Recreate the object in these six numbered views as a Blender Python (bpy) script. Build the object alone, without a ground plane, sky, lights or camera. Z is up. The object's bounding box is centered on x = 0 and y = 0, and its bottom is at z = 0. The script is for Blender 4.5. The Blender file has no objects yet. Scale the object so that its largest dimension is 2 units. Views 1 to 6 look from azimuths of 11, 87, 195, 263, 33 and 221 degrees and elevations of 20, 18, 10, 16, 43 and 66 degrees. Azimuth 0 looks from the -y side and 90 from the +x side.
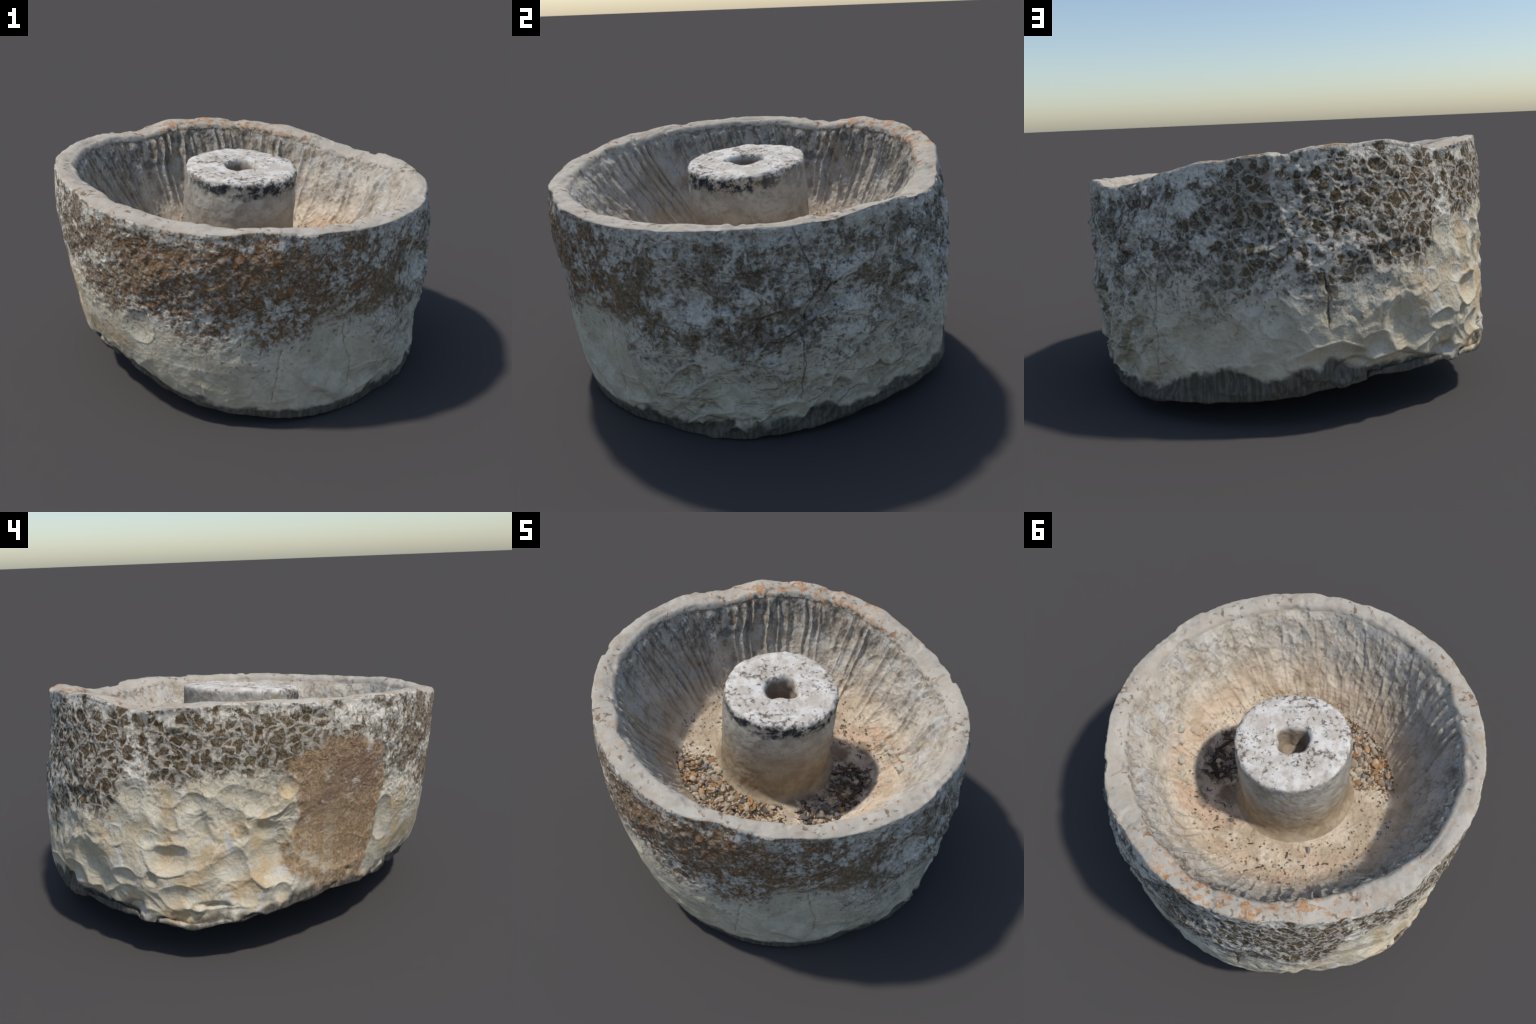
"""Old stone mill basin: a hewn, tilted limestone tub with a round post standing in its
middle, a socket in the top of the post, and gravel and twigs lying on the floor."""
import math, random
import bpy
import numpy as np

rng = np.random.default_rng(7)
random.seed(7)
TAU = 2 * math.pi

# ------------------------------------------------------------------ profile control points
# Azimuth 0 stands on -y, 90 on +x.  Every list runs once round the stone at equal steps.
RIM_OUT_R = [0.996, 0.988, 0.969, 0.971, 0.983, 0.98, 0.982, 0.983, 0.98, 0.98, 0.973, 0.961, 0.964, 0.965, 0.963, 0.956,
             0.944, 0.934, 0.933, 0.943, 0.939, 0.919, 0.909, 0.918, 0.922, 0.923, 0.932, 0.933, 0.926, 0.922, 0.93, 0.936,
             0.943, 0.956, 0.957, 0.942, 0.941, 0.952, 0.959, 0.961, 0.966, 0.965, 0.969, 0.98, 0.99, 0.998, 0.998, 0.999]
RIM_OUT_Z = [0.972, 0.967, 0.972, 0.963, 0.946, 0.94, 0.936, 0.934, 0.936, 0.938, 0.94, 0.941, 0.944, 0.949, 0.958, 0.969,
             0.98, 0.985, 0.972, 0.962, 0.976, 1.011, 1.041, 1.068, 1.081, 1.088, 1.101, 1.112, 1.119, 1.13, 1.122, 1.098,
             1.084, 1.1, 1.108, 1.116, 1.113, 1.103, 1.1, 1.099, 1.089, 1.077, 1.07, 1.055, 1.029, 1.01, 0.999, 0.984]
RIM_IN_R = [0.895, 0.896, 0.893, 0.89, 0.886, 0.884, 0.885, 0.872, 0.853, 0.833, 0.812, 0.82,
            0.826, 0.836, 0.836, 0.817, 0.817, 0.838, 0.858, 0.865, 0.864, 0.868, 0.877, 0.889]
RIM_IN_Z = [0.985, 0.972, 0.956, 0.946, 0.942, 0.946, 0.952, 0.961, 0.962, 0.945, 0.975, 1.025,
            1.06, 1.085, 1.104, 1.102, 1.082, 1.103, 1.103, 1.093, 1.08, 1.062, 1.04, 1.008]
FOOT_Z = [0.081, 0.047, 0.014, 0.0, -0.002, -0.006, 0.006, 0.028, 0.048, 0.058, 0.066, 0.085,
          0.106, 0.124, 0.157, 0.182, 0.176, 0.174, 0.21, 0.238, 0.224, 0.197, 0.163, 0.12]
WALL_LEVEL = [0.0, 0.12, 0.3, 0.55, 0.8, 1.0]
WALL_R = [
    [0.87, 0.88, 0.885, 0.874, 0.864, 0.888, 0.908, 0.902, 0.896, 0.918, 0.962, 0.983, 0.976, 0.968, 0.97, 0.978, 1.012, 1.028, 0.965, 0.905, 0.868, 0.826, 0.815, 0.84],
    [0.912, 0.915, 0.912, 0.906, 0.907, 0.92, 0.932, 0.929, 0.925, 0.935, 0.956, 0.975, 0.99, 1.004, 1.011, 1.005, 1.015, 1.015, 0.97, 0.918, 0.893, 0.878, 0.878, 0.899],
    [0.938, 0.939, 0.939, 0.939, 0.942, 0.945, 0.948, 0.951, 0.951, 0.955, 0.966, 0.978, 0.992, 1.01, 1.02, 1.03, 1.03, 1.008, 0.96, 0.92, 0.914, 0.925, 0.932, 0.935],
    [0.957, 0.957, 0.958, 0.958, 0.961, 0.967, 0.967, 0.964, 0.963, 0.974, 0.982, 0.976, 0.98, 0.989, 1.0, 1.006, 0.999, 0.988, 0.966, 0.944, 0.95, 0.965, 0.968, 0.961],
    [0.989, 0.986, 0.979, 0.974, 0.973, 0.98, 0.977, 0.968, 0.961, 0.963, 0.968, 0.962, 0.951, 0.95, 0.964, 0.967, 0.965, 0.963, 0.964, 0.968, 0.973, 0.98, 0.986, 0.989]]

FLOOR_Z = 0.506         # mean level of the floor, which dips toward azimuth 58
FLOOR_R = 0.583         # where the sloping bowl wall meets it
POST_C = np.array([-0.004, -0.024])
POST_R = 0.298
HOLE_R = 0.082


def around(values, az):
    """Smooth closed curve (Catmull-Rom) through equally spaced values; az in radians."""
    v = np.asarray(values, float)
    n = len(v)
    x = (np.asarray(az) / TAU * n) % n
    i = np.floor(x).astype(int)
    f = x - i
    p0, p1, p2, p3 = (v[(i + k) % n] for k in (-1, 0, 1, 2))
    return 0.5 * (2 * p1 + (p2 - p0) * f + (2 * p0 - 5 * p1 + 4 * p2 - p3) * f**2 + (3 * p1 - p0 - 3 * p2 + p3) * f**3)


def step(a, b, x):
    t = np.clip((x - a) / (b - a), 0, 1)
    return t * t * (3 - 2 * t)


def arc(az_deg, centre):
    """Signed difference of azimuth in degrees."""
    return (az_deg - centre + 180) % 360 - 180


def window(az_deg, lo, hi, soft=8):
    """1 between two azimuths, fading over `soft` degrees."""
    mid = (lo + ((hi - lo) % 360) / 2) % 360
    half = ((hi - lo) % 360) / 2
    return step(half + soft, half - soft, np.abs(arc(az_deg, mid)))


# ------------------------------------------------------------------ noise
def hash3(i, j, k, s):
    h = (i * 374761393 + j * 668265263 + k * 2147483647 + s * 974634777).astype(np.int64) & 0xFFFFFFFF
    h = ((h ^ (h >> 13)) * 1274126177) & 0xFFFFFFFF
    h = ((h ^ (h >> 16)) * 2246822519) & 0xFFFFFFFF
    h ^= h >> 15
    return (h & 0xFFFFFF) / float(0x1000000)


def vnoise(x, y, z, seed=0):
    """Smooth value noise, about -1..1."""
    i, j, k = (np.floor(c).astype(np.int64) for c in (x, y, z))
    fx, fy, fz = x - i, y - j, z - k
    ux, uy, uz = (f * f * f * (f * (f * 6 - 15) + 10) for f in (fx, fy, fz))
    out = 0
    for a in (0, 1):
        wa = ux if a else 1 - ux
        for b in (0, 1):
            wb = uy if b else 1 - uy
            for c in (0, 1):
                wc = uz if c else 1 - uz
                out = out + wa * wb * wc * hash3(i + a, j + b, k + c, seed)
    return out * 2 - 1


def fbm(p, scale, octaves=4, rough=0.5, seed=0):
    out, amp, tot = 0, 1.0, 0
    for o in range(octaves):
        q = p * scale * 2**o
        out = out + amp * vnoise(q[..., 0] + 17.3 * o, q[..., 1] + 5.1 * o, q[..., 2] + 9.7 * o, seed + o)
        tot += amp
        amp *= rough
    return out / tot


def cells(x, y, seed=0, jitter=0.9):
    """2D cell noise: distance to the nearest and second nearest centre, offsets and id value."""
    i, j = np.floor(x).astype(np.int64), np.floor(y).astype(np.int64)
    f1 = np.full(x.shape, 9.0)
    f2 = np.full(x.shape, 9.0)
    dx1, dy1, idv = np.zeros(x.shape), np.zeros(x.shape), np.zeros(x.shape)
    zero = np.zeros_like(i)
    for a in (-1, 0, 1):
        for b in (-1, 0, 1):
            cx = i + a + 0.5 + jitter * (hash3(i + a, j + b, zero, seed) - 0.5)
            cy = j + b + 0.5 + jitter * (hash3(i + a, j + b, zero + 1, seed) - 0.5)
            dx, dy = x - cx, y - cy
            d = np.hypot(dx, dy)
            near = d < f1
            f2 = np.where(near, f1, np.minimum(f2, d))
            v = hash3(i + a, j + b, zero + 2, seed)
            dx1, dy1, idv = np.where(near, dx, dx1), np.where(near, dy, dy1), np.where(near, v, idv)
            f1 = np.where(near, d, f1)
    return f1, f2, dx1, dy1, idv


# ------------------------------------------------------------------ the swept profile
N = 1080
th = np.arange(N) * TAU / N
az = np.degrees(th)
dirx, diry = np.sin(th), -np.cos(th)

ro, zo = around(RIM_OUT_R, th), around(RIM_OUT_Z, th)
chipped = np.random.default_rng(19)                    # small bites and bumps along both rim edges
ro = ro + 0.0022 * around(chipped.normal(size=70), th) + 0.001 * around(chipped.normal(size=150), th)
zo = zo + 0.0022 * around(chipped.normal(size=64), th)
ri = around(RIM_IN_R, th) + 0.004 * around(chipped.normal(size=60), th)
zi = around(RIM_IN_Z, th) + 0.003 * around(chipped.normal(size=56), th)
zf = around(FOOT_Z, th)
wall_rows = [around(w, th) for w in WALL_R] + [ro]

rows_r, rows_z, rows_part, rows_s, rows_c = [], [], [], [], []


def ring(r, z, part, s, c=0.0):
    """One ring of the sweep: radius and height by azimuth, the part it belongs to, a position
    0..1 along that part, and how far its centre has moved to the post's axis."""
    rows_r.append(np.broadcast_to(r, N).copy())
    rows_z.append(np.broadcast_to(z, N).copy())
    rows_part.append(part)
    rows_s.append(s)
    rows_c.append(c)


def wall_r(t):
    """Outer wall radius at height fraction t (smooth through the levels)."""
    L = WALL_LEVEL
    i = min(max(int(np.searchsorted(L, t, side="right")) - 1, 0), len(L) - 2)
    h = L[i + 1] - L[i]
    f = (t - L[i]) / h
    p1, p2 = wall_rows[i], wall_rows[i + 1]
    m1 = (p2 - wall_rows[i - 1]) / (L[i + 1] - L[i - 1]) * h if i > 0 else p2 - p1
    m2 = (wall_rows[i + 2] - p1) / (L[i + 2] - L[i]) * h if i + 2 < len(L) else p2 - p1
    return (2*f**3 - 3*f**2 + 1) * p1 + (f**3 - 2*f**2 + f) * m1 + (-2*f**3 + 3*f**2) * p2 + (f**3 - f**2) * m2


# underside, from its middle out to the foot
hang = 0.03 * window(az, 276, 292, 7) + 0.012 * window(az, 318, 336, 8)
mid_z = 0.118
for f in np.concatenate([np.linspace(0.01, 0.8, 26), np.linspace(0.82, 0.99, 16)]):
    zz = zf * f + mid_z * (1 - f) + 0.02 * (1 - f**2)
    zz = zz - hang * np.exp(-((f - 0.93) / 0.05) ** 2)
    ring(wall_r(0.0) * f, zz, "underside", f)
# outer wall
TOP = 0.02
for t in np.linspace(0, 1, 236):
    tt = t * (1 - TOP / (zo - zf))
    r = np.zeros(N)
    t_mid = float(np.mean(tt))
    ring(wall_r(t_mid), zf + tt * (zo - zf), "outer_wall", t)
# rim: rounded outer shoulder, broad top, rounded inner lip
r_a, z_a = rows_r[-1], rows_z[-1]
lip = 0.028
for k, s in enumerate(np.linspace(0, 1, 17)[1:]):
    b0, b1, b2 = (1 - s) ** 2, 2 * s * (1 - s), s * s
    ring(b0 * r_a + b1 * (ro + 0.006) + b2 * (ro - 0.017), b0 * z_a + b1 * (zo + 0.007) + b2 * (zo * 0.75 + zi * 0.25 + 0.007), "outer_wall" if s < 0.55 else "rim", 1.0 if s < 0.55 else 0.33 * s)
r_b, z_b = rows_r[-1], rows_z[-1]
for s in np.linspace(0, 1, 13)[1:]:
    ring(r_b * (1 - s) + (ri + 0.019) * s, z_b * (1 - s) + (zi + 0.004) * s + 0.004 * math.sin(math.pi * s), "rim", 0.33 + 0.4 * s)
r_b, z_b = rows_r[-1], rows_z[-1]
for s in np.linspace(0, 1, 13)[1:]:
    b0, b1, b2 = (1 - s) ** 2, 2 * s * (1 - s), s * s
    ring(b0 * r_b + b1 * (ri - 0.002) + b2 * (ri - 0.012), b0 * z_b + b1 * (zi + 0.002) + b2 * (zi - lip), "rim", 0.73 + 0.27 * s)
# bowl: sloping wall, fillet and floor
r_b, z_b = rows_r[-1], rows_z[-1]
foot_r = FLOOR_R + 0.022 * np.cos(np.radians(az - 300))


def floor_z(r):
    """The floor is a tilted plane that dips toward azimuth 58."""
    return FLOOR_Z - 0.135 * r * np.cos(np.radians(az - 58))


drop = z_b - floor_z(foot_r)
for s in np.linspace(0, 1, 191)[1:]:
    b = [(1 - s) ** 3, 3 * s * (1 - s) ** 2, 3 * s * s * (1 - s), s**3]
    r = b[0] * r_b + b[1] * (r_b - 0.093) + b[2] * (foot_r + 0.035) + b[3] * (foot_r - 0.07)
    z = b[0] * z_b + b[1] * (z_b - 0.45 * drop) + b[2] * (floor_z(foot_r) + 0.045) + b[3] * floor_z(foot_r - 0.07)
    ring(r, z, "bowl", s * 0.8, 0.25 * step(0.6, 1.0, s))
r_b = rows_r[-1]
for s in np.linspace(0, 1, 41)[1:]:
    rr = r_b * (1 - s) + 0.335 * s
    ring(rr, floor_z(rr), "bowl", 0.8 + 0.2 * s, 0.25 + 0.75 * s)
# post: fillet, shaft, rounded shoulder, top face, socket
top_z = lambda r: 1.036 - 0.034 * np.cos(np.radians(az - 50)) * r / POST_R
post_r = POST_R * (1 + 0.012 * np.cos(2 * th + 1) + 0.01 * np.cos(3 * th + 2))
for s in np.linspace(0, 1, 25)[1:]:
    b0, b1, b2 = (1 - s) ** 2, 2 * s * (1 - s), s * s
    ring(b0 * 0.335 + b1 * (post_r - 0.002) + b2 * (post_r - 0.004), floor_z(0.335) + b2 * 0.07, "post", 0.2 * s, 1)
r_b, z_b = rows_r[-1], rows_z[-1]
zs = top_z(post_r) - 0.035
for s in np.linspace(0, 1, 71)[1:]:
    ring(r_b * (1 - s) + post_r * s, z_b * (1 - s) + zs * s, "post", 0.2 + 0.4 * s, 1)
for s in np.linspace(0, 1, 17)[1:]:
    b0, b1, b2 = (1 - s) ** 2, 2 * s * (1 - s), s * s
    ring(b0 * post_r + b1 * (post_r + 0.001) + b2 * (post_r - 0.03), b0 * zs + b1 * (top_z(post_r) + 0.0) + b2 * (top_z(post_r - 0.03)), "post", 0.6 + 0.1 * s, 1)
hole = HOLE_R * (1 + 0.075 * np.cos(4 * th + 0.4) + 0.06 * np.cos(3 * th + 2.0) + 0.05 * np.cos(2 * th + 1.0) + 0.03 * np.cos(7 * th))
r_b = rows_r[-1]
for s in np.linspace(0, 1, 41)[1:]:
    r = r_b * (1 - s) + (hole + 0.018) * s
    ring(r, top_z(r), "post", 0.7 + 0.15 * s, 1)
r_b, z_b = rows_r[-1], rows_z[-1]
for s in np.linspace(0, 1, 9)[1:]:
    b0, b1, b2 = (1 - s) ** 2, 2 * s * (1 - s), s * s
    ring(b0 * r_b + b1 * hole + b2 * hole * 0.97, z_b - 0.035 * b2 - 0.006 * b1, "post", 0.85 + 0.02 * s, 1)
r_b, z_b = rows_r[-1], rows_z[-1]
for s in np.linspace(0, 1, 25)[1:]:
    ring(r_b * (1 - 0.22 * s), z_b * (1 - s) + 0.885 * s, "post", 0.87 + 0.08 * s, 1)
r_b = rows_r[-1]
for s in np.linspace(0, 1, 15)[1:]:
    ring(r_b * (1 - s) + 0.004 * s, 0.885 - 0.012 * s + 0 * az, "post", 0.95 + 0.05 * s, 1)

R, Z = np.array(rows_r), np.array(rows_z)
S, C = np.array(rows_s)[:, None], np.array(rows_c)[:, None]
part = np.array(rows_part)
is_part = {p: (part == p)[:, None] for p in ("underside", "outer_wall", "rim", "bowl", "post")}
P = np.stack([dirx * R + POST_C[0] * C, diry * R + POST_C[1] * C, Z], -1)
LEAN = 0.095                                          # the stone leans toward azimuth 55, so the bowl and post do too
lean_dir = np.array([math.sin(math.radians(55)), -math.cos(math.radians(55))])
level = (1 - C) * zi[None] + C * 1.03
sink = np.where(is_part["bowl"] | is_part["post"], np.maximum(level - Z, 0) * LEAN, 0.0)
P[..., :2] -= sink[..., None] * lean_dir
AZ = np.broadcast_to(az, R.shape)
NR = len(R)


def grid_normals(P):
    du = np.roll(P, -1, 1) - np.roll(P, 1, 1)
    dv = np.empty_like(P)
    dv[1:-1] = P[2:] - P[:-2]
    dv[0], dv[-1] = P[1] - P[0], P[-1] - P[-2]
    n = np.cross(du, dv)
    return n / np.maximum(np.linalg.norm(n, axis=-1, keepdims=True), 1e-12)


Nrm = grid_normals(P)

# ------------------------------------------------------------------ relief
disp = np.zeros(R.shape)
warp = np.stack([fbm(P, 3.1, 3, 0.5, s) for s in (11, 23)], -1)


def rows_of(*names):
    return np.nonzero(np.isin(part, names))[0]


# --- outer wall
w = rows_of("underside", "outer_wall", "rim")
Pw, Aw, Sw = P[w], AZ[w], np.broadcast_to(S, R.shape)[w]
on_wall = np.where(part[w] == "outer_wall", 1.0, 0.0)[:, None] * np.ones((1, N))
below = zo[None] - Pw[..., 2]                      # metres under the rim edge
up = np.clip((Pw[..., 2] - zf[None]) / (zo - zf)[None], 0, 1)
x_arc = np.radians(Aw) * 0.96                       # unrolled wall, metres
WX, WY = warp[w][..., 0], warp[w][..., 1]

# how strongly the lower wall is hacked into bowl-shaped chips, by azimuth
chip_zone = np.clip(window(Aw, 205, 300, 14) * step(0.78, 0.52, up + 0.12 * WX)
                    + 0.95 * window(Aw, 62, 158, 12) * step(0.95, 0.55, up + 0.12 * WX)
                    + 0.55 * window(Aw, 150, 205, 12) * step(0.6, 0.4, up + 0.1 * WX)
                    + 0.35 * window(Aw, 300, 62, 12) * step(0.4, 0.2, up + 0.1 * WX), 0, 1)
plaster = window(Aw, 279, 302, 5) * step(0.95, 0.86, up)            # smooth patch under the brown stain


def pick_marks(angle, along, across, seed):
    """Hollows left by single blows: cells `along` x `across` metres, their long side turned by `angle`."""
    cu, cv = x_arc + 0.11 * WX, Pw[..., 2] + 0.11 * WY
    ca, sa = math.cos(angle), math.sin(angle)
    px, py = (cu * ca + cv * sa) / along, (cv * ca - cu * sa) / across
    f1, f2, dx, dy, idv = cells(px, py, seed, 1.0)
    hollow = np.clip(f1 / np.maximum(f2, 1e-3), 0, 1) ** 1.7           # 0 in the middle, 1 on the ridges
    mark = (hollow - 1) * (0.25 + 1.5 * idv * idv) + 0.35 + 0.6 * dy * (idv - 0.5) * 2 * step(0.0, 0.30, f2 - f1)
    g1, g2, _, _, idb = cells(px * 2.3 + 7 + 0.5 * WY, py * 2.1 + 0.5 * WX, seed + 6, 1.0)
    return mark + 0.5 * ((np.clip(g1 / np.maximum(g2, 1e-3), 0, 1) ** 2 - 1) * idb + 0.25)


slanting = window(Aw, 62, 166, 8)                      # on the +x face the blows run up to the right
marks = pick_marks(0.0, 0.19, 0.17, 3) * (1 - slanting) * 0.016 + pick_marks(math.radians(36), 0.20, 0.095, 5) * slanting * 0.032
chip_zone = chip_zone * (1 - 0.8 * plaster)
disp_w = chip_zone * (marks + 0.006 * fbm(Pw, 14, 3, 0.55, 37)) * step(0.0, 0.08, up)

# rough lichen-eaten upper wall
rough_zone = step(0.25, 0.6, up + 0.15 * WY) * (1 - 0.6 * chip_zone) * (1 - 0.75 * plaster)
pit = fbm(Pw, 26, 3, 0.55, 41)
f1c, f2c, *_ = cells((x_arc + 0.02 * pit) / 0.03, (Pw[..., 2] + 0.02 * WX) / 0.026, 15)
pits = np.clip(f2c - f1c, 0, 0.6) / 0.6
disp_w += rough_zone * (0.009 * pit - 0.002 * (pits - 0.4))
disp_w += 0.013 * fbm(Pw, 5.5, 4, 0.5, 51) * (0.5 + 0.5 * rough_zone)
# knobbly face toward +x
face_x = window(Aw, 62, 165, 14)
disp_w += face_x * step(0.02, 0.3, up) * (0.022 * fbm(Pw, 11, 4, 0.6, 61) - 0.012 * np.abs(fbm(Pw, 16, 3, 0.55, 65)) - 0.014 * step(0.25, 0.6, fbm(Pw, 7, 2, 0.5, 67)) + 0.006)

# single scoops, hollows and flat faces: azimuth, height, half-width (deg), half-height, depth
SCOOPS = [(236, .56, 10, .15, .016), (238, .74, 5, .05, .014), (244, .71, 3.6, .11, .016), (246, .48, 5.6, .06, .028),
          (253, .58, 3.4, .12, .018), (259, .64, 4.6, .09, .016), (270, .49, 5.6, .15, .030), (260, .43, 4, .09, .018),
          (252, .71, 3, .04, .012), (262, .74, 3.4, .04, .010), (225, .38, 7.5, .12, .030), (246, .79, 5, .05, .010),
          (234, .38, 3.4, .04, .012), (249, .32, 4.6, .05, .012), (307, .53, 3.8, .10, .016), (282, 1.04, 4.2, .035, .014),
          (275, .77, 2.5, .04, .012), (175, .36, 9, .13, .022), (192, .46, 3.6, .08, .018), (186, .53, 3.8, .045, .014),
          (175, .49, 3.5, .045, .012), (209, .58, 6.6, .10, .014), (239, .72, 5, .08, .010), (205, .27, 8.5, .07, .030),
          (181, .22, 6.5, .06, .020), (188, .82, 9, .085, .026), (179, .95, 3.6, .04, .012), (165, .55, 4, .15, .014),
          (79, .28, 5, .12, .016), (88, .25, 5.6, .10, .016), (104, .40, 5.2, .12, .018), (118, .62, 11, .09, .020),
          (69, .64, 7, .13, .034), (42, .41, 13, .27, .048), (111, .50, 5.6, .05, .014), (343, .48, 5, .09, .014),
          (35, .39, 11, .14, .010), (51, .17, 7, .05, .020), (96, .13, 5, .05, .014), (216, .31, 4, .05, .014)]
for k in range(34):                                   # smaller chips scattered over the hewn side
    SCOOPS.append((rng.uniform(206, 278), rng.uniform(0.27, 0.74), rng.uniform(1.6, 3.6), rng.uniform(0.025, 0.06), rng.uniform(0.006, 0.013)))
for k in range(26):
    SCOOPS.append((rng.uniform(62, 205), rng.uniform(0.14, 0.5), rng.uniform(1.6, 4.0), rng.uniform(0.03, 0.07), rng.uniform(0.006, 0.014)))
WX2, WY2 = fbm(Pw, 8, 2, 0.5, 33), fbm(Pw, 8, 2, 0.5, 35)
for a, z, wa, hz, dep in SCOOPS:
    turn = rng.uniform(-0.7, 0.7)
    u0 = arc(Aw, a) / wa + 0.45 * WX + 0.30 * WX2
    v0 = (Pw[..., 2] - z) / hz + 0.45 * WY + 0.30 * WY2
    u, v = u0 * math.cos(turn) - v0 * math.sin(turn), u0 * math.sin(turn) + v0 * math.cos(turn)
    power = rng.uniform(1.7, 3.2)
    q = (np.abs(u) ** power + np.abs(v) ** power) ** (2 / power)
    dep *= 1.2 if 228 < a < 278 else 1.0
    bowl = -dep * (1 - q) + 0.22 * disp_w                # a hollow with a crisp brim
    disp_w = np.where(q < 1.4, np.minimum(disp_w + 0.15 * dep * np.exp(-((np.sqrt(q) - 1.05) / 0.15) ** 2), bowl), disp_w)
# cracks that run down the wall: list of (azimuth, height) knots, width and depth
CRACKS = [([97, 99, 101, 102, 99, 100, 99], [.97, .87, .81, .67, .53, .38, .20], .004, .005),
          ([203, 204, 204, 204], [.64, .56, .48, .42], .0045, .007),
          ([165, 165, 163, 161, 160], [1.03, .95, .75, .55, .18], .0045, .004),
          ([160, 160, 159], [1.03, .93, .85], .004, .010),
          ([41, 43, 45, 45], [.52, .36, .24, .12], .005, .007), ([22, 21, 20], [.42, .3, .12], .005, .006)]
for ka, kz, wid, dep in CRACKS:
    a0 = np.interp(Pw[..., 2], kz[::-1], ka[::-1])
    d = np.radians(arc(Aw, a0)) * 0.96 + 0.012 * fbm(Pw, 22, 2, 0.5, 71)
    live = step(kz[-1] - 0.03, kz[-1] + 0.03, Pw[..., 2]) * step(kz[0] + 0.03, kz[0] - 0.03, Pw[..., 2])
    disp_w -= live * dep * np.exp(-(d / wid) ** 2)
# foot: broken lower edge
foot = step(0.10, 0.0, np.where(on_wall > 0, up, 0.0)) * np.where((part[w] == "underside")[:, None], step(0.6, 1.0, Sw), 1.0)
disp_w += foot * (0.016 * fbm(Pw, 9, 3, 0.55, 81) + 0.006 * window(Aw, 20, 200, 20))
# ledges broken out of the foot on the lifted side
broken = window(Aw, 205, 335, 12) * on_wall * step(0.10, 0.06, up + 0.05 * WX2) * step(-0.15, 0.1, fbm(Pw, 6.5, 3, 0.5, 87))
disp_w -= 0.03 * broken
disp_w += np.where(part[w] == "underside", 1, 0)[:, None] * 0.012 * fbm(Pw, 6, 3, 0.5, 85)
disp[w] += disp_w * np.where((part[w] == "rim")[:, None], 0.25 * step(0.33, 0.15, Sw), 0.25 + 0.75 * step(0.015, 0.085, below))

# --- rim
r_ = rows_of("rim", "bowl", "outer_wall")
Pr = P[r_]
near_rim = np.where(part[r_] == "rim", 1.0, 0.0)[:, None] * np.ones((1, N))
bw = np.broadcast_to(S, R.shape)[r_]
near_rim = np.maximum(near_rim, np.where((part[r_] == "bowl")[:, None], step(0.08, 0.0, bw), 0))
near_rim = np.maximum(near_rim, np.where((part[r_] == "outer_wall")[:, None], step(0.93, 1.0, bw), 0))
chip = step(0.15, 0.45, fbm(Pr, 8, 3, 0.55, 93))
disp[r_] -= near_rim * 0.010 * chip
disp[r_] += near_rim * (0.007 * fbm(Pr, 9, 3, 0.5, 91) + 0.003 * fbm(Pr, 30, 3, 0.5, 95))

# --- bowl wall: tool grooves that lean as they go down, rough crumbling flank, scalloped back
b_ = rows_of("bowl")
Pb, Ab = P[b_], AZ[b_]
sb = np.broadcast_to(S, R.shape)[b_] / 0.8
wob = 6.5 * fbm(Pb, 1.9, 3, 0.45, 101)
patchy = np.clip(0.8 + 0.8 * fbm(Pb, 3.5, 3, 0.5, 103), 0.15, 1.3)          # where the tool marks survive
slope = step(0.0, 0.06, sb) * step(0.95, 0.68, sb)
lean = Ab + 11 * sb


def ledges(phase):
    """Overlapping strokes: a slow rise, then a sharp drop, each stroke with its own width and depth."""
    phase = phase + 0.25 * np.sin(phase * 2.3) + 0.14 * np.sin(phase * 5.1 + 2)
    f = phase % 1.0
    own = hash3(np.floor(phase).astype(np.int64), np.zeros(phase.shape, np.int64), np.zeros(phase.shape, np.int64), 8)
    return (np.where(f < 0.8, f / 0.8, (1 - f) / 0.2) - 0.5) * (0.5 + 0.7 * own)


def grooves(phase, sharp=1.0):
    """Hollow flutes with narrow ridges between them, each of its own width."""
    phase = phase + 0.30 * np.sin(phase * 2.1) + 0.16 * np.sin(phase * 5.3 + 1)
    f = phase % 1.0
    own = hash3(np.floor(phase).astype(np.int64), np.zeros(phase.shape, np.int64), np.zeros(phase.shape, np.int64), 5)
    return (np.abs(2 * f - 1) ** (2.2 / sharp) - 0.45) * (0.45 + 0.9 * own)


strong = window(Ab, 248, 335, 14)
disp_b = strong * slope * 0.027 * ledges((lean + wob) / 5.0) * patchy
back = window(Ab, 185, 262, 10)
disp_b += back * slope * step(0.85, 0.4, sb) * 0.026 * patchy * grooves((Ab + 6 * sb + wob) / 5.6)
side = window(Ab, 105, 190, 14)
disp_b += side * slope * 0.022 * patchy * grooves((Ab + 4 * sb + wob) / 7.5, 0.8)
front = window(Ab, 335, 105, 14)
disp_b += front * slope * 0.006 * patchy * ledges((Ab + 14 * sb + 1.2 * wob) / 5.5)
rough = window(Ab, 35, 150, 18)
fb1, fb2, _, _, idr = cells((np.radians(Ab) * 0.8 + 0.02 * wob) / 0.045, Pb[..., 2] / 0.05, 31)
disp_b += rough * slope * (0.008 * fbm(Pb, 15, 3, 0.55, 111) + 0.005 * (idr - 0.5) * step(0.0, 0.25, fb2 - fb1))
disp_b += slope * (0.007 + 0.010 * fbm(Pb, 8, 4, 0.52, 121) + 0.004 * fbm(Pb, 40, 2, 0.5, 123))
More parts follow.
